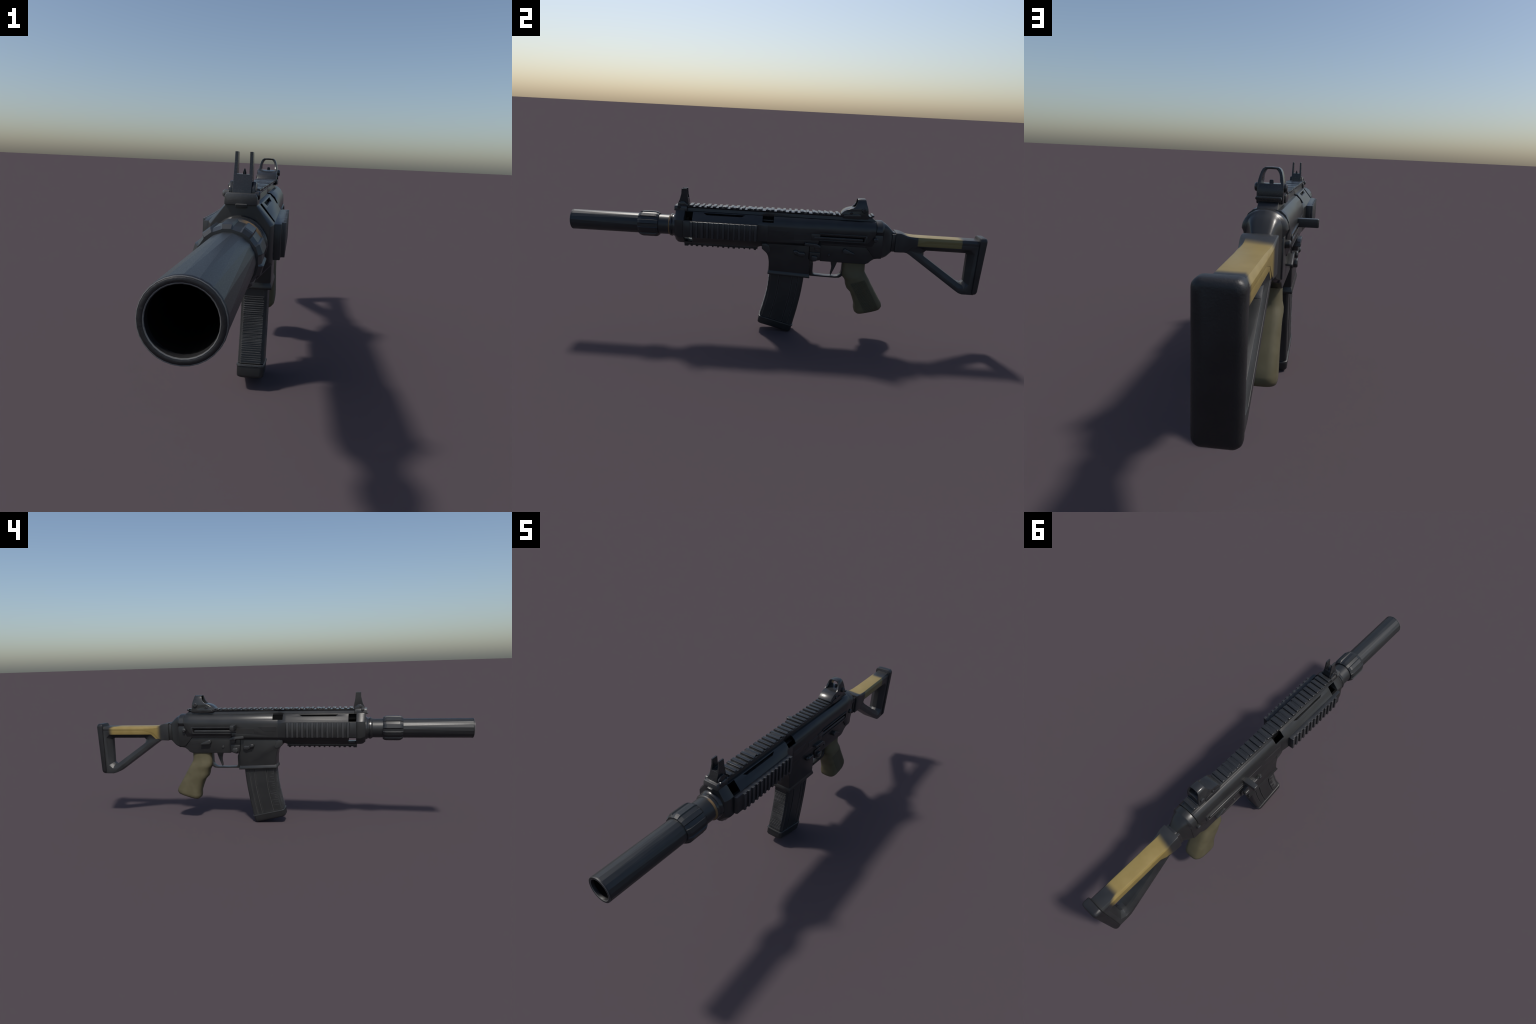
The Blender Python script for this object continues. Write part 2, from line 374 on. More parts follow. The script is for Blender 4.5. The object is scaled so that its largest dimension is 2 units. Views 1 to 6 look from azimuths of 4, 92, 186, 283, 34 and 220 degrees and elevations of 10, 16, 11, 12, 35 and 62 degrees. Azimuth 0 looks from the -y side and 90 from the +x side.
# slot furniture: raised frame and the sliding rod inside it, step below the slot, charging handle on the left
def slot_side(s):
    face = CX + s * 0.0590
    fr = temp(bm_prism([(0.206, 0.488), (0.425, 0.488), (0.432, 0.494), (0.432, 0.519), (0.426, 0.525), (0.206, 0.525)], "x", face - s * 0.006, face + s * 0.0042))
    boolean(fr, temp(bm_box(face - s * 0.02, face + s * 0.02, 0.19, 0.4205, 0.4925, 0.5195)))
    fr.name = "slot_frame"; finish(fr, M_BODY, upper, 30, 0.0010, 2)
    bm = bm_box(face - s * 0.0040, face + s * 0.0032, 0.180, 0.412, 0.4950, 0.5080)
    obj_from_bm(bm, "slide_rod", M_CONTROL, upper, 30, 0.003, 3)
    obj_from_bm(bm_box(face - s * 0.0055, face - s * 0.0040, 0.180, 0.4195, 0.4930, 0.5190), "slot_floor", M_DARK, upper)
    # ledge below the slot
    obj_from_bm(bm_prism([(0.210, 0.4665), (0.431, 0.4665), (0.432, 0.4870), (0.210, 0.4870)], "x", face - s * 0.013, face - s * 0.0075), "slot_ledge", M_BODY, upper, 30, 0.0014, 2)
    # long panel in front of the slot
    obj_from_bm(bm_prism([(0.086, 0.4880), (0.180, 0.4880), (0.180, 0.5150), (0.086, 0.5150)], "x", face - s * 0.004, face + s * 0.0012), "slot_cover", M_BODY, upper, 30, 0.0006, 1)
    # wedge-shaped relief ahead of it
    obj_from_bm(bm_prism([(-0.035, 0.4990), (0.028, 0.4990), (0.064, 0.5250), (-0.035, 0.5250)], "x", face - s * 0.004, face + s * 0.0006), "relief_panel", M_BODY, upper, 30, 0.0004, 1)
both_sides(slot_side)
obj_from_bm(bm_prism([(0.1665, 0.4880), (0.209, 0.4880), (0.209, 0.5200), (0.1665, 0.5200)], "x", CX + 0.055, CX + 0.0612), "slot_end_block", M_BODY, upper, 30, 0.001, 2)

def charging_handle():
    bm = bm_prism([(CX - 0.053, 0.179), (CX - 0.066, 0.178), (CX - 0.1180, 0.176), (CX - 0.1225, 0.179), (CX - 0.1225, 0.197), (CX - 0.119, 0.200), (CX - 0.066, 0.2045), (CX - 0.053, 0.2045)], "z", 0.5115, 0.5375)
    return obj_from_bm(bm, "charging_handle", M_CONTROL, root, 30, 0.0030, 3)
charging_handle()

# ---- rear cap: rounded collar of the receiver, drawn down to the hinge neck
def rear_cap():
    def half(w, zt, zb, rt, wl):
        pw = 1.0 if w > 0.050 else max(0.55, 1.0 - (0.050 - w) * 30)
        pts = [(0.0005 * w / 0.05, zt)]
        for k in range(1, 7):
            a = math.radians(90 - 15 * k)
            pts.append((w * math.cos(a) ** pw, zt - rt + rt * math.sin(a) ** pw))
        return pts + [(max(w, wl) if wl > w else wl, min(zt - rt, 0.528) - 0.004), (wl, zb + 0.008), (wl - 0.007, zb)]
    # y, half width of the arch, top, bottom, arch height, half width of the lower plate
    secs = [(0.4710, 0.0550, 0.5890, 0.420, 0.046, 0.0455), (0.4735, 0.0570, 0.5915, 0.418, 0.047, 0.0460), (0.4985, 0.0570, 0.5915, 0.4165, 0.047, 0.0460), (0.5015, 0.0555, 0.5905, 0.4155, 0.046, 0.0460),
            (0.5060, 0.0505, 0.5880, 0.4150, 0.044, 0.0455), (0.5095, 0.0440, 0.5840, 0.4155, 0.041, 0.0440), (0.5200, 0.0385, 0.5785, 0.4180, 0.035, 0.0400), (0.5330, 0.0330, 0.5680, 0.4240, 0.028, 0.0360), (0.5470, 0.0280, 0.5545, 0.4370, 0.020, 0.0320), (0.5580, 0.0245, 0.5420, 0.4480, 0.012, 0.0300), (0.5720, 0.0240, 0.5400, 0.4500, 0.012, 0.0290)]
    bm = bm_loft([section(half(*v), y) for y, *v in secs])
    return obj_from_bm(bm, "rear_cap", M_BODY, root, 22)
cap = rear_cap()
both_sides(lambda s: obj_from_bm(bm_pin(0.472, 0.506, 0.0108, CX + s * 0.042, CX + s * 0.0640, 14, None, 0.35), "takedown_pin", M_CONTROL, root, 40))

# ---- lower receiver
LOW = 0.0440
def lower_receiver():
    prof = [(0.160, 0.4705), (0.160, 0.3880), (0.2175, 0.3880), (0.2175, 0.3830), (0.300, 0.3820), (0.434, 0.3810), (0.449, 0.3870), (0.460, 0.3990), (0.475, 0.4090),
            (0.492, 0.4125), (0.509, 0.4130), (0.5085, 0.4700)]
    ob = obj_from_bm(bm_prism(prof, "x", CX - LOW, CX + LOW), "lower_receiver", M_BODY, root, 30, 0.0030, 3)
    return ob
lower = lower_receiver()
obj_from_bm(bm_prism([(0.428, 0.4700), (0.430, 0.5280), (0.5060, 0.5280), (0.5075, 0.4230), (0.492, 0.4180), (0.470, 0.4200)], "x", CX - 0.0492, CX + 0.0492), "receiver_flank", M_BODY, lower, 30, 0.0030, 2)
obj_from_bm(bm_prism([(0.160, 0.4705), (0.160, 0.3885), (0.2165, 0.3885), (0.2165, 0.4705)], "x", CX - 0.0470, CX + 0.0470), "control_block", M_BODY, lower, 30, 0.002, 2)

def magazine_well():
    prof = [(-0.064, 0.4705), (-0.0635, 0.4270), (-0.052, 0.4170), (-0.040, 0.4050), (-0.033, 0.3900), (-0.0285, 0.3650), (-0.0275, 0.3050), (0.1690, 0.2960), (0.1690, 0.4705)]
    ob = obj_from_bm(bm_prism(prof, "x", CX - 0.0470, CX + 0.0470), "magazine_well", M_BODY, root, 30, 0.0045, 3)
    def rect(g, dz):
        w = 0.0462 + g
        return [(CX - w, -0.0270 - g, 0.3030 + dz), (CX + w, -0.0270 - g, 0.3030 + dz), (CX + w, 0.1685 + g, 0.2940 + dz), (CX - w, 0.1685 + g, 0.2940 + dz)]
    obj_from_bm(bm_loft([rect(0.0002, 0.022), rect(0.0018, 0.0150), rect(0.0046, 0.0080), rect(0.0046, 0.0015), rect(0.0030, 0.0)]), "well_lip", M_BODY, ob, 50, 0.0012, 2, 30)
    # hinge pin ears at the front top corner
    for s in (1, -1):
        ear = [(-0.066, 0.4560), (-0.0655, 0.4290), (-0.048, 0.4140), (-0.030, 0.4080), (-0.022, 0.4180), (-0.030, 0.4480), (-0.045, 0.4570)]
        x0, x1 = sorted((CX + s * 0.040, CX + s * 0.0500))
        obj_from_bm(bm_prism(ear, "x", x0, x1), "pivot_ear", M_CONTROL, ob, 30, 0.0035, 3)
    return ob
well = magazine_well()
# narrower belly between handguard and well
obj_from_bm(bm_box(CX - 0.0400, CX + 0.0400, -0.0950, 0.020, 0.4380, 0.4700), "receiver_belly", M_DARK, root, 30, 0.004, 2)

# ---- small controls, on both sides
def controls(s):
    def plate(name, loop, x0, x1, bev=0.002, mat=M_CONTROL):
        a, b = sorted((CX + s * x0, CX + s * x1))
        return obj_from_bm(bm_prism(loop, "x", a, b), name, mat, lower, 35, bev, 3)
    # selector: round hub with a tapering lever pointing to the rear
    hub = arc(0.335, 0.4435, 0.0128, -100, -260, 6)
    plate("selector_lever", [(0.378, 0.4290), (0.379, 0.4345)] + list(reversed(hub)), 0.040, 0.0630, 0.0045)
    # trigger pin
    obj_from_bm(bm_pin(0.2585, 0.4165, 0.0062, CX + s * 0.040, CX + s * 0.0500), "trigger_pin", M_CONTROL, lower, 40)
    # bolt catch: stepped paddle
    plate("bolt_catch", [(0.138, 0.4640), (0.140, 0.4765), (0.196, 0.4735), (0.214, 0.4640), (0.217, 0.4540), (0.188, 0.4520), (0.183, 0.4600)], 0.044, 0.0720, 0.002)
    plate("bolt_catch", [(0.188, 0.4540), (0.214, 0.4560), (0.207, 0.4400), (0.190, 0.4390)], 0.044, 0.0640, 0.002)
    # release button with its boss
    plate("button_boss", [(0.163, 0.4280), (0.216, 0.4280), (0.2165, 0.3890), (0.200, 0.3860), (0.186, 0.3800), (0.170, 0.3830)], 0.044, 0.0528, 0.003, M_BODY)
    plate("release_button", [(0.176, 0.4130), (0.202, 0.4120), (0.206, 0.3960), (0.198, 0.3860), (0.182, 0.3840), (0.173, 0.3950)], 0.046, 0.0650, 0.0040)
    # magazine catch: lumpy two-lobed lever
    plate("magazine_catch", [(0.088, 0.4180), (0.086, 0.4270), (0.092, 0.4340), (0.106, 0.4320), (0.118, 0.4240), (0.140, 0.4260), (0.147, 0.4130), (0.140, 0.4030), (0.122, 0.4010), (0.110, 0.4080), (0.098, 0.4100)], 0.044, 0.0610, 0.0050)
    obj_from_bm(bm_pin(0.100, 0.4240, 0.0095, CX + s * 0.050, CX + s * 0.0665, 12, None, 0.4), "catch_button", M_CONTROL, lower, 40)
both_sides(controls)

# ---- trigger guard and trigger
def trigger_guard():
    outer = [(0.1640, 0.3950), (0.1640, 0.2990), (0.180, 0.2965), (0.240, 0.2950), (0.300, 0.2940), (0.320, 0.2960), (0.3320, 0.3040), (0.340, 0.3140), (0.340, 0.390)]
    inner = [(0.3290, 0.3900), (0.3280, 0.3300), (0.3230, 0.3150), (0.3120, 0.3050), (0.296, 0.3020), (0.240, 0.3020), (0.198, 0.3045), (0.1895, 0.3110), (0.1880, 0.3200), (0.1880, 0.3620), (0.1770, 0.3900)]
    return obj_from_bm(bm_prism(outer + inner, "x", CX - 0.0165, CX + 0.0165), "trigger_guard", M_BODY, root, 30, 0.0018, 2)
trigger_guard()
obj_from_bm(bm_prism([(0.2710, 0.3780), (0.2755, 0.3640), (0.2785, 0.3490), (0.2785, 0.3340), (0.2750, 0.3180), (0.2750, 0.3080), (0.2785, 0.3030), (0.2830, 0.3140), (0.2880, 0.3260), (0.2955, 0.3450), (0.3020, 0.3640), (0.3060, 0.3780)], "x", CX - 0.0095, CX + 0.0095), "trigger", M_CONTROL, root, 30, 0.003, 3)

# ---- pistol grip
def pistol_grip():
    # stations: front point (y,z), back point (y,z), half width front, half width back
    st = [((0.3300, 0.380), (0.4410, 0.382), 0.0390, 0.0380), ((0.3300, 0.350), (0.4410, 0.358), 0.0390, 0.0380), ((0.3310, 0.323), (0.4415, 0.338), 0.0405, 0.0400),
          ((0.3340, 0.306), (0.4480, 0.326), 0.0450, 0.0440), ((0.3440, 0.295), (0.4575, 0.311), 0.0455, 0.0470), ((0.3510, 0.281), (0.4680, 0.294), 0.0430, 0.0475), ((0.3540, 0.262), (0.4795, 0.274), 0.0420, 0.0478),
          ((0.3610, 0.246), (0.4905, 0.256), 0.0425, 0.0480), ((0.3800, 0.227), (0.5030, 0.235), 0.0430, 0.0482), ((0.3935, 0.196), (0.5205, 0.207), 0.0440, 0.0485), ((0.4050, 0.163), (0.5385, 0.178), 0.0455, 0.0488),
          ((0.4055, 0.140), (0.5415, 0.164), 0.0460, 0.0485), ((0.4100, 0.125), (0.5350, 0.1510), 0.0445, 0.0470), ((0.4210, 0.1165), (0.5270, 0.1470), 0.0390, 0.0410)]
    loops = []
    for (fy, fz), (by, bz), hf, hb in st:
        lp = []
        n = 28
        for i in range(n):
            a = 2 * math.pi * i / n
            ca, sa = math.cos(a), math.sin(a)
            e = 0.60
            u = (1 + math.copysign(abs(ca) ** e, ca)) / 2
            w = math.copysign(abs(sa) ** (0.60 if ca < 0 else 0.55), sa)
            lp.append((CX + w * (hf + (hb - hf) * u), fy + (by - fy) * u, fz + (bz - fz) * u))
        loops.append(lp)
    return obj_from_bm(bm_loft(loops), "pistol_grip", M_GRIP, root, 55)
grip = pistol_grip()
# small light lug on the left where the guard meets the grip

# ---- magazine: curved box, fluted flanks, ribbed front, capped base
def mag_line(t):
    """t 0 top .. 1 base: front point and rear point in the (y,z) plane."""
    F = [(-0.0220, 0.330), (-0.0245, 0.285), (-0.0290, 0.224), (-0.0370, 0.178), (-0.0465, 0.137), (-0.0610, 0.082)]
    B = [(0.1470, 0.330), (0.1445, 0.275), (0.1365, 0.205), (0.1280, 0.155), (0.1190, 0.107), (0.1045, 0.040)]
    k = t * (len(F) - 1); i = min(int(k), len(F) - 2); f = k - i
    def cr(P):
        p0, p1, p2, p3 = P[max(i - 1, 0)], P[i], P[i + 1], P[min(i + 2, len(P) - 1)]
        return tuple(0.5 * (2 * p1[j] + (p2[j] - p0[j]) * f + (2 * p0[j] - 5 * p1[j] + 4 * p2[j] - p3[j]) * f * f + (3 * p1[j] - p0[j] - 3 * p2[j] + p3[j]) * f ** 3) for j in (0, 1))
    return cr(F), cr(B)

def magazine():
    flank = [(0.0, 0.0285), (0.012, 0.0315), (0.040, 0.0325), (0.052, 0.0355), (0.062, 0.0385), (0.085, 0.0392), (0.275, 0.0392), (0.28, 0.0345), (0.315, 0.0345), (0.32, 0.0392), (0.655, 0.0392),
             (0.66, 0.0345), (0.695, 0.0345), (0.70, 0.0380), (0.815, 0.0380), (0.82, 0.0340), (0.845, 0.0340), (0.85, 0.0385), (0.96, 0.0380), (0.985, 0.0355), (1.0, 0.0310)]
    loops = []
    for k in range(25):
        (fy, fz), (by, bz) = mag_line(k / 24)
        r = [(CX + h, fy + (by - fy) * u, fz + (bz - fz) * u) for u, h in flank]
        l = [(CX - h, fy + (by - fy) * u, fz + (bz - fz) * u) for u, h in reversed(flank)]
        loops.append(r + l)
    ob = obj_from_bm(bm_loft(loops), "magazine", M_MAG, root, 25)
    # horizontal grip ribs across the front face
    bm = bmesh.new()
    rnd = random.Random(3)
    n = 36
    for k in range(n):
        t = 0.22 + 0.76 * k / n
        (fy, fz), (by, bz) = mag_line(t)
        d = Vector((0, by - fy, bz - fz)).normalized(); up = Vector((0, -d.z, d.y))
        h = 0.0027 * rnd.uniform(0.75, 1.25) / 2; dep = 0.0026 * rnd.uniform(0.8, 1.2)
        w = 0.0300 - (0.0035 if rnd.random() < 0.2 else 0)
        c = Vector((CX, fy, fz)) + up * rnd.uniform(-0.0006, 0.0006)
        loopa = []
        for sx in (-1, 1):
            loopa.append([c + Vector((sx * w, 0, 0)) + d * a + up * b for a, b in ((0.002, -h), (-dep, -h * 0.6), (-dep, h * 0.6), (0.002, h))])
        bm_loft(loopa, bm)
    ribs = obj_from_bm(bm, "front_rib", M_RIDGE, ob, 30); ribs["kind"] = "stuff"
    # short side lines next to the front edge, left flank
    bm = bmesh.new()
    for k in range(16):
        t = 0.24 + 0.70 * k / 16 + rnd.uniform(-0.008, 0.008)
        (fy, fz), (by, bz) = mag_line(t)
        d = Vector((0, by - fy, bz - fz)); up = Vector((0, -d.z, d.y)).normalized()
        u0, u1 = 0.08, rnd.choice((0.16, 0.20, 0.27))
        p = Vector((CX, fy, fz)); h = 0.0008
        lp = [[Vector((0, 0, 0)) + p + d * u + up * b + Vector((-x, 0, 0)) for x, b in ((0.038, -h), (0.0398, -h * .5), (0.0398, h * .5), (0.038, h))] for u in (u0, u1)]
        bm_loft(lp, bm)
    q = obj_from_bm(bm, "flank_rib", M_RIDGE, ob, 30); q["kind"] = "stuff"
    # base plate: slanted, lipped, rounded at the bottom
    def ring(g, z_drop, half):
        """outline of the plate shrunk by g, dropped by z_drop perpendicular to its slope"""
        a = Vector((0, -0.0655, 0.0800)); b = Vector((0, 0.1085, 0.0370))
        d = (b - a).normalized(); nrm = Vector((0, d.z, -d.y))
        Lh = (b - a).length
        out = []
        rr = 0.014
        for cx, cy, a0 in ((half - rr, Lh - g - rr, 0), (-(half - rr), Lh - g - rr, 90), (-(half - rr), g + rr, 180), (half - rr, g + rr, 270)):
            for j in range(5):
                an = math.radians(a0 + 90 * j / 4)
                p = a + d * (cy + rr * math.sin(an)) + nrm * z_drop
                out.append((CX + cx + rr * math.cos(an), p.y, p.z))
        return out
    lv = [(0.003, -0.0005, 0.0395), (0.0005, 0.0010, 0.0418), (0.0000, 0.0055, 0.0425), (0.0030, 0.0075, 0.0412), (0.0032, 0.0090, 0.0410), (0.0035, 0.0340, 0.0400), (0.0060, 0.0385, 0.0380), (0.012, 0.0413, 0.0330)]
    obj_from_bm(bm_loft([ring(*v) for v in lv]), "magazine_base", M_MAG, ob, 40)
    return ob
magazine()

# ---- top rail with cross ribs
def rail_tooth_mesh(name, loop, axis, lo, hi, mat, bev):
    ob = obj_from_bm(bm_prism(loop, axis, lo, hi), name, mat, None, 30, bev, 2)
    me = ob.data; bpy.data.objects.remove(ob, do_unlink=True); return me

def top_rail():
    base = [(0.0300, 0.6115), (0.0318, 0.6112), (0.0318, 0.6100), (0.0255, 0.6055), (0.0245, 0.5950)]
    ob = obj_from_bm(bm_loft([section(base, -0.4380), section(base, 0.4500)]), "top_rail", M_RAIL, root, 30, 0.0008, 1)
    pitch = 0.0279
    shape = [(-0.0312, 0.0048), (0.0312, 0.0048), (0.0330, 0.0022), (0.0330, -0.0022), (0.0300, -0.0040), (-0.0300, -0.0040), (-0.0330, -0.0022), (-0.0330, 0.0022)]
    me = rail_tooth_mesh("rail_tooth", shape, "y", -0.0066, 0.0066, M_RAIL, 0.0010)
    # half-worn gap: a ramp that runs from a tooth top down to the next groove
    ramp_me = rail_tooth_mesh("rail_ramp", [(0.005, 0.0042), (0.0215, 0.0002), (0.0215, -0.0020), (0.005, -0.0020)], "x", -0.0300, 0.0300, M_RAIL, 0.0)
    rnd = random.Random(11)
    y = -0.4135; k = 0
    while y < 0.452:
        if not (0.300 < y < 0.432):
            t = bpy.data.objects.new("rail_tooth", me); SC.objects.link(t); t.parent = ob
            t.location = (CX, y, 0.6140 + rnd.uniform(-0.0004, 0.0002)); t.scale = (rnd.uniform(0.975, 1.0), rnd.uniform(0.80, 1.30), 1)
            t.rotation_euler = (rnd.uniform(-0.05, 0.05), 0, rnd.uniform(-0.02, 0.02))
            if k in (6, 7, 10, 12, 13, 15, 19, 21, 22, 23) and y < 0.28:
                r = bpy.data.objects.new("rail_ramp", ramp_me); SC.objects.link(r); r.parent = ob
                r.location = (CX, y, 0.6135); r.scale = (rnd.uniform(0.8, 1.0), rnd.choice((1, 1, -1)), rnd.uniform(0.7, 1.1))
        y += pitch; k += 1
    return ob
top_rail()

# ---- side rails with vertical ribs
def side_rails():
    pitch = 0.0255
    w = 0.0905
    n = 13
    tooth = [(-0.001, -0.0056), (0.0085, -0.0056), (0.0098, -0.0043), (0.0098, 0.0043), (0.0085, 0.0056), (-0.001, 0.0056)]
    for s in (1, -1):
        bar = [(CX + s * 0.060, -0.4435), (CX + s * 0.0745, -0.4435), (CX + s * 0.0815, -0.4400), (CX + s * 0.0815, -0.4090), (CX + s * 0.0848, -0.4070), (CX + s * 0.0848, -0.0925), (CX + s * 0.0810, -0.0890), (CX + s * 0.060, -0.0890)]
        ob = obj_from_bm(bm_prism(bar, "z", 0.4725, 0.5485), "side_rail", M_SIDE, root, 30, 0.0012, 2)
        me = rail_tooth_mesh("rail_rib", [(s * a, b) for a, b in tooth], "z", 0.4728, 0.5488, M_RIB, 0.0008)
        rnd = random.Random(21 + s)
        for k in range(n):
            t = bpy.data.objects.new("rail_rib", me); SC.objects.link(t); t.parent = ob
            t.location = (CX + s * (w - 0.0098), -0.0965 - pitch * k * (0.995 + 0.0), 0.0)
            t.scale = (1, rnd.uniform(0.85, 1.15), 1)
side_rails()

# ---- bottom rail
def bottom_rail():
    base = [(0.0240, 0.4450), (0.0240, 0.4345), (0.0305, 0.4310), (0.0305, 0.4230), (0.0265, 0.4200)]
    ob = obj_from_bm(bm_loft([section(base, -0.4445), section(base, -0.0870)]), "bottom_rail", M_RAIL, root, 30, 0.0010, 2)
    me = rail_tooth_mesh("rail_lug", [(-0.0060, 0.0085), (0.0060, 0.0085), (0.0035, 0.0), (-0.0035, 0.0)], "x", -0.0265, 0.0265, M_RAIL, 0.0012)
    rnd = random.Random(5)
    for k in range(14):
        t = bpy.data.objects.new("rail_lug", me); SC.objects.link(t); t.parent = ob
        t.location = (CX, -0.4350 + 0.0258 * k, 0.4135 + rnd.uniform(0, 0.0018)); t.scale = (1, rnd.uniform(0.8, 1.5), 1)
    obj_from_bm(bm_box(CX - 0.0262, CX + 0.0262, -0.4445, -0.4260, 0.4145, 0.4210), "rail_end", M_RAIL, ob, 30, 0.001, 2)
bottom_rail()

# ---- front sight: clamped block, blade pair, post, clamp knobs
def front_sight():
    blk = [(-0.0330, 0.5880), (0.0330, 0.5880), (0.0325, 0.6050), (0.0290, 0.6115), (-0.0290, 0.6115), (-0.0325, 0.6050)]
    base = obj_from_bm(bm_prism([(CX + x, z) for x, z in blk], "y", -0.4930, -0.4320), "front_sight", M_WORN, root, 30, 0.0022, 2)
    side = [(-0.4800, 0.6060), (-0.4790, 0.6200), (-0.4700, 0.6400), (-0.4625, 0.6680), (-0.4615, 0.6925), (-0.4360, 0.6925), (-0.4340, 0.6650), (-0.4270, 0.6260), (-0.4260, 0.6060)]
    bl = temp(bm_prism(side, "x", CX - 0.0190, CX + 0.0190))
    boolean(bl, temp(bm_prism([(CX - 0.0125, 0.6480), (CX + 0.0125, 0.6480), (CX + 0.0118, 0.70), (CX - 0.0118, 0.70)], "y", -0.52, -0.40)))
    # outer faces lean in a little towards the tips
    for s in (1, -1):
        boolean(bl, temp(bm_prism([(CX + s * 0.0192, 0.640), (CX + s * 0.0178, 0.70), (CX + s * 0.03, 0.70), (CX + s * 0.03, 0.640)], "y", -0.52, -0.40)))
    bl.name = "sight_blade"; finish(bl, M_RAIL, base, 30, 0.0006, 1)
    obj_from_bm(bm_lathe_z(CX + 0.0005, -0.4420, [(0.640, 0.0036), (0.6510, 0.0036), (0.6590, 0.0012)], 10), "sight_post", M_CONTROL, base, 40)
    # rounded shoulders beside the blades
    for s in (1, -1):
        x0, x1 = sorted((CX + s * 0.018, CX + s * 0.0275))
        obj_from_bm(bm_prism([(-0.478, 0.606), (-0.476, 0.622), (-0.462, 0.634), (-0.446, 0.634), (-0.430, 0.618), (-0.428, 0.606)], "x", x0, x1), "sight_cheek", M_RAIL, base, 30, 0.003, 2)
    obj_from_bm(bm_pin(-0.4715, 0.6085, 0.0085, CX - 0.026, CX - 0.0390, 12, None, 0.45), "clamp_knob", M_WORN, base, 40)
    obj_from_bm(bm_pin(-0.4600, 0.6240, 0.0050, CX - 0.018, CX - 0.0300, 12), "clamp_screw", M_WORN, base, 40)
    obj_from_bm(bm_pin(-0.4700, 0.6075, 0.0090, CX + 0.026, CX + 0.0365, 16), "clamp_knob", M_RAIL, base, 40)
    obj_from_bm(bm_prism([(-0.500, 0.5900), (-0.4960, 0.5830), (-0.484, 0.5830), (-0.484, 0.5925)], "x", CX - 0.0100, CX + 0.0130), "clamp_tongue", M_WORN, base, 30, 0.0015, 2)

def bm_lathe_z(cx, cy, prof, n):
    return bm_loft([[(cx + r * math.cos(2 * math.pi * i / n), cy + r * math.sin(2 * math.pi * i / n), z) for i in range(n)] for z, r in prof])
front_sight()

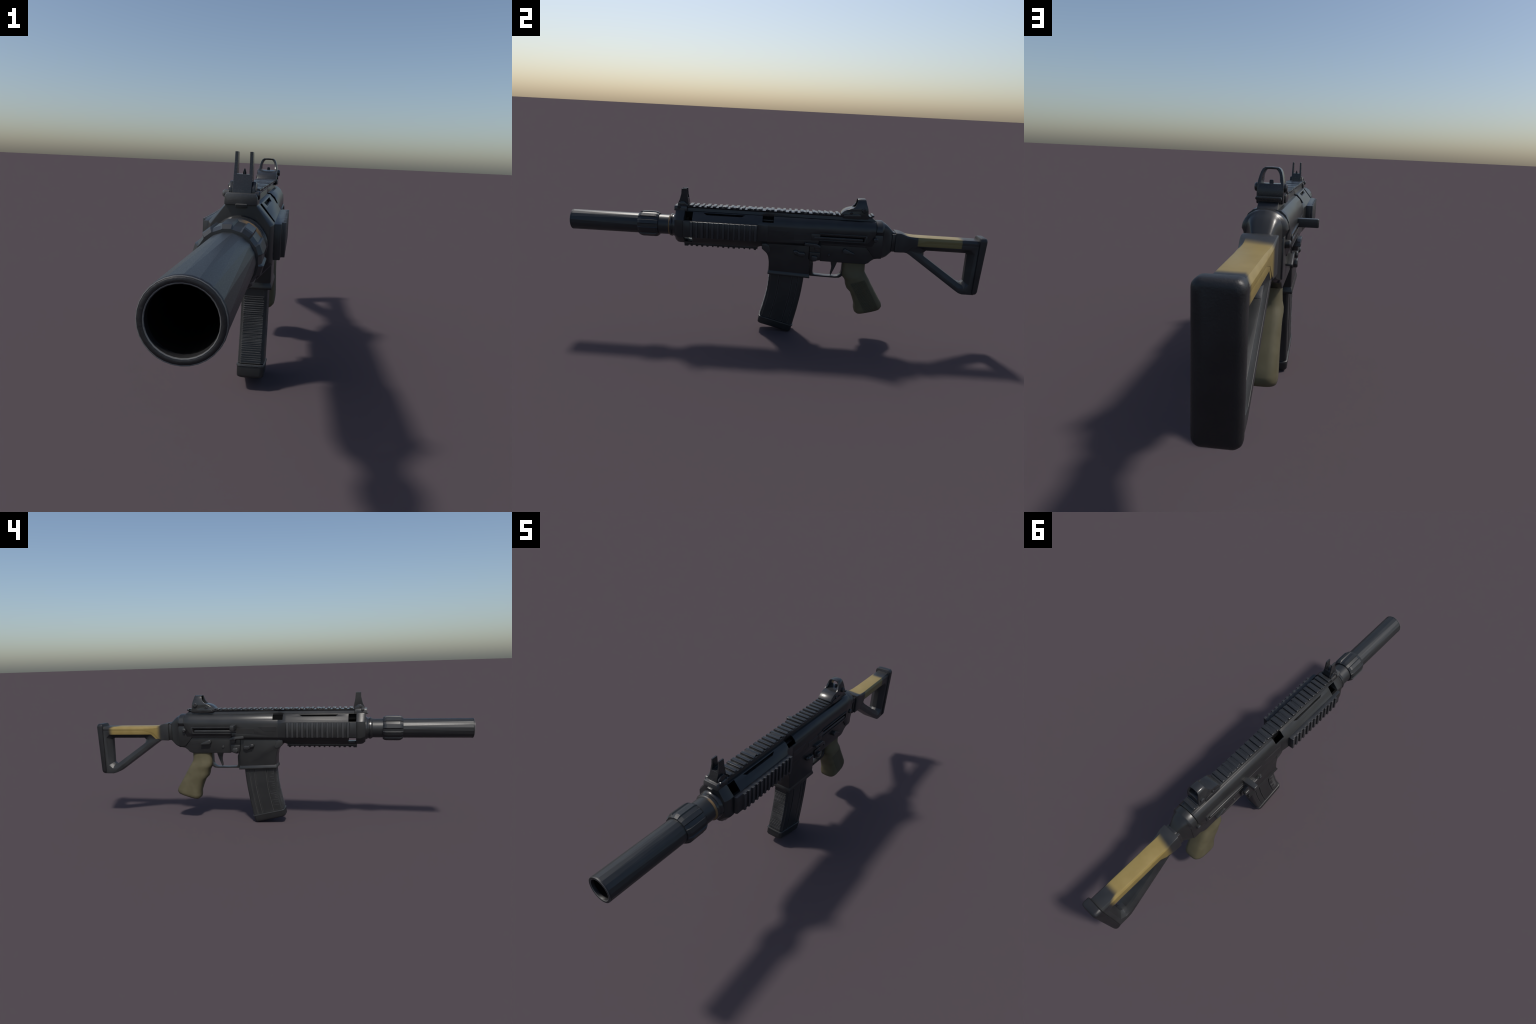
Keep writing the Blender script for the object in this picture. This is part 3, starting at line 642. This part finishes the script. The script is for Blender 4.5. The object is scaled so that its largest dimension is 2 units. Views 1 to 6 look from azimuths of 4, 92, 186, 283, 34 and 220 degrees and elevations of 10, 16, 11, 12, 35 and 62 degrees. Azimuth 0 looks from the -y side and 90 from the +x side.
# ---- reflex sight: ramped nose and an open hoop
def reflex_sight():
    side = [(0.3010, 0.6150), (0.3015, 0.6220), (0.3130, 0.6370), (0.3260, 0.6460), (0.3400, 0.6510), (0.3540, 0.6560), (0.3660, 0.6650), (0.3730, 0.6760), (0.3770, 0.6910), (0.4120, 0.6910), (0.4180, 0.6700),
            (0.4255, 0.6500), (0.4290, 0.6300), (0.4290, 0.5980), (0.3220, 0.5980), (0.3090, 0.6060)]
    body = [p for p in side if p[1] < 0.6500]
    body = [(0.3010, 0.6150), (0.3015, 0.6190), (0.3130, 0.6310), (0.3260, 0.6390), (0.3400, 0.6440), (0.3600, 0.6480), (0.4100, 0.6490), (0.4250, 0.6490), (0.4285, 0.6300), (0.4285, 0.5980), (0.3220, 0.5980), (0.3090, 0.6060)]
    ob = obj_from_bm(bm_prism(body, "x", CX - 0.0330, CX + 0.0330), "reflex_sight", M_RAIL, root, 30, 0.0012, 2, 32)
    # open hoop: the same arch inside and out, its front edge swept forward towards the base
    def y_front(z):
        P = [(0.600, 0.3160), (0.609, 0.3015), (0.6195, 0.3055), (0.6340, 0.3250), (0.6475, 0.3550), (0.6560, 0.3650), (0.6660, 0.3700), (0.6760, 0.3730), (0.6915, 0.3765)]
        for (z0, a), (z1, b) in zip(P, P[1:]):
            if z <= z1: return a + (b - a) * max(0.0, (z - z0) / (z1 - z0))
        return P[-1][1]
    def y_rear(z):
        P = [(0.600, 0.4290), (0.630, 0.4290), (0.650, 0.4255), (0.670, 0.4180), (0.6915, 0.4120)]
        for (z0, a), (z1, b) in zip(P, P[1:]):
            if z <= z1: return a + (b - a) * max(0.0, (z - z0) / (z1 - z0))
        return P[-1][1]
    out = [(0.0340, 0.5990), (0.0342, 0.6090), (0.0342, 0.6200), (0.0342, 0.6380), (0.0336, 0.6475), (0.0325, 0.6560), (0.0300, 0.6680), (0.0270, 0.6780), (0.0230, 0.6855), (0.0168, 0.6898), (0.0, 0.6905)]
    inn = [(0.0285, 0.6000), (0.0285, 0.6100), (0.0285, 0.6200), (0.0285, 0.6380), (0.0275, 0.6475), (0.0235, 0.6560), (0.0225, 0.6660), (0.0205, 0.6740), (0.0165, 0.6810), (0.0120, 0.6848), (0.0, 0.6850)]
    secs = []
    full = [(s, o, i) for s, rng in ((1, range(11)), (-1, range(9, -1, -1))) for o, i in ((out[k], inn[k]) for k in rng)]
    for s, o, i in full:
        yf, yr = y_front(o[1]), y_rear(o[1])
        secs.append([(CX + s * o[0], yf, o[1]), (CX + s * o[0], yr, o[1]), (CX + s * i[0], yr - 0.0005, i[1]), (CX + s * i[0], yf + 0.0015, i[1])])
    obj_from_bm(bm_loft(secs), "sight_hoop", M_RAIL, ob, 30, 0.0012, 2, 40)
    # turret caps, front lugs and lower flanks
    for s in (1, -1):
        obj_from_bm(bm_pin(0.4080, 0.6390, 0.0115, CX + s * 0.030, CX + s * 0.0420, 16), "turret_cap", M_RAIL, ob, 40)
        obj_from_bm(bm_pin(0.3480, 0.6240, 0.0080, CX + s * 0.030, CX + s * 0.0390, 12), "clamp_screw", M_RAIL, ob, 40)
        x0, x1 = sorted((CX + s * 0.034, CX + s * 0.0380))
        obj_from_bm(bm_prism([(0.312, 0.6040), (0.335, 0.5985), (0.395, 0.5985), (0.395, 0.6180), (0.380, 0.6230), (0.330, 0.6180), (0.315, 0.6140)], "x", x0, x1), "clamp_plate", M_RAIL, ob, 30, 0.0015, 2)
    obj_from_bm(bm_prism([(0.3960, 0.6450), (0.3980, 0.6550), (0.4020, 0.6585), (0.4090, 0.6580), (0.4120, 0.6450)], "x", CX - 0.0048, CX + 0.0048), "emitter", M_RUBBER, ob, 30, 0.0018, 2)
    obj_from_bm(bm_box(CX - 0.0300, CX + 0.0300, 0.4250, 0.4345, 0.6000, 0.6170), "mount_foot", M_RAIL, ob, 30, 0.002, 2)
reflex_sight()

# ---- stock: hinge neck, skeleton frame, rubber butt pad
def stock():
    neck = obj_from_bm(bm_box(CX - 0.0350, CX + 0.0350, 0.5520, 0.5760, 0.4500, 0.5340), "hinge_neck", M_BODY, root, 30, 0.002, 2)
    outer = [(0.5700, 0.5415), (0.5900, 0.5395), (0.6100, 0.5330), (0.6300, 0.5150), (0.6600, 0.5100), (0.9720, 0.5100), (0.9720, 0.2570), (0.9180, 0.2570), (0.9000, 0.2620), (0.8780, 0.2760),
             (0.6400, 0.4400), (0.6280, 0.4470), (0.6120, 0.4500), (0.5740, 0.4490), (0.5705, 0.4530)]
    ob = temp(bm_prism(outer, "x", CX - 0.0365, CX + 0.0365))
    # flared opening: narrow at mid-thickness, bevelled out to each flank
    big = [(0.674, 0.4815), (0.9260, 0.4800), (0.9455, 0.4620), (0.9430, 0.3050), (0.9210, 0.2860), (0.8940, 0.2880), (0.6500, 0.4560), (0.6520, 0.4620)]
    sml = [(0.724, 0.4595), (0.9130, 0.4590), (0.9205, 0.4510), (0.9225, 0.3190), (0.9120, 0.3095), (0.8960, 0.3110), (0.7150, 0.4330), (0.7140, 0.4500)]
    flat = {5: 1.0, 6: 1.0, 4: 0.6, 7: 0.6}
    mid = [tuple(b[j] + (m[j] - b[j]) * flat.get(i, 0.35) for j in (0, 1)) for i, (b, m) in enumerate(zip(big, sml))]
    def hole(x, P): return [(x, y, z) for y, z in P]
    cut = bm_loft([hole(CX - 0.06, big), hole(CX - 0.0360, big), hole(CX - 0.0280, mid), hole(CX - 0.0120, sml), hole(CX + 0.0120, sml), hole(CX + 0.0280, mid), hole(CX + 0.0360, big), hole(CX + 0.06, big)])
    boolean(ob, temp(cut))
    ob.name = "stock"; finish(ob, M_STOCK, root, 30, 0.0025, 2, 25)
    # hinge block: wider front end that blends into the bar
    secs = []
    for y, wt, w, zt, zc, zb in ((0.5680, 0.0405, 0.0425, 0.5425, 0.5400, 0.4490), (0.5920, 0.0405, 0.0425, 0.5410, 0.5380, 0.4490), (0.6080, 0.0385, 0.0415, 0.5355, 0.5300, 0.4495), (0.6220, 0.0365, 0.0400, 0.5300, 0.5230, 0.4490),
                                 (0.6380, 0.0345, 0.0385, 0.5268, 0.5185, 0.4620), (0.6620, 0.0325, 0.0372, 0.5252, 0.5150, 0.4860), (0.720, 0.0305, 0.0369, 0.5250, 0.5135, 0.4990), (0.9700, 0.0290, 0.0369, 0.5245, 0.5130, 0.4990)):
        secs.append(section([(wt, zt), (w, zc), (w, zb + 0.003), (w - 0.003, zb)], y))
    obj_from_bm(bm_loft(secs), "top_bar", M_STOCK, ob, 24, 0.0008, 2)
    # butt pad
    def ring(y, g, dz=0.0):
        r = 0.017 - g * 0.4; hw = 0.0432 - g; zt, zb = 0.5405 - g, 0.2565 + g
        out = []
        for cx, cz, a0 in ((hw - r, zt - r, 0), (-(hw - r), zt - r, 90), (-(hw - r), zb + r, 180), (hw - r, zb + r, 270)):
            for j in range(7):
                an = math.radians(a0 + 15 * j)
                z = cz + r * math.sin(an)
                out.append((CX + cx + r * math.cos(an), y + 0.010 * (z - 0.40) / 0.28 * dz, z))
        return out
    pad = bm_loft([ring(0.9620, 0.004), ring(0.9650, 0.0005), ring(0.9685, 0.0), ring(0.9830, 0.0, 1), ring(0.9890, 0.0022, 1), ring(0.9930, 0.0065, 1), ring(0.9955, 0.013, 1)])
    obj_from_bm(pad, "butt_pad", M_RUBBER, root, 40)
stock()

for o in list(bpy.data.objects):
    if o is not root and o.parent is None: o.parent = root
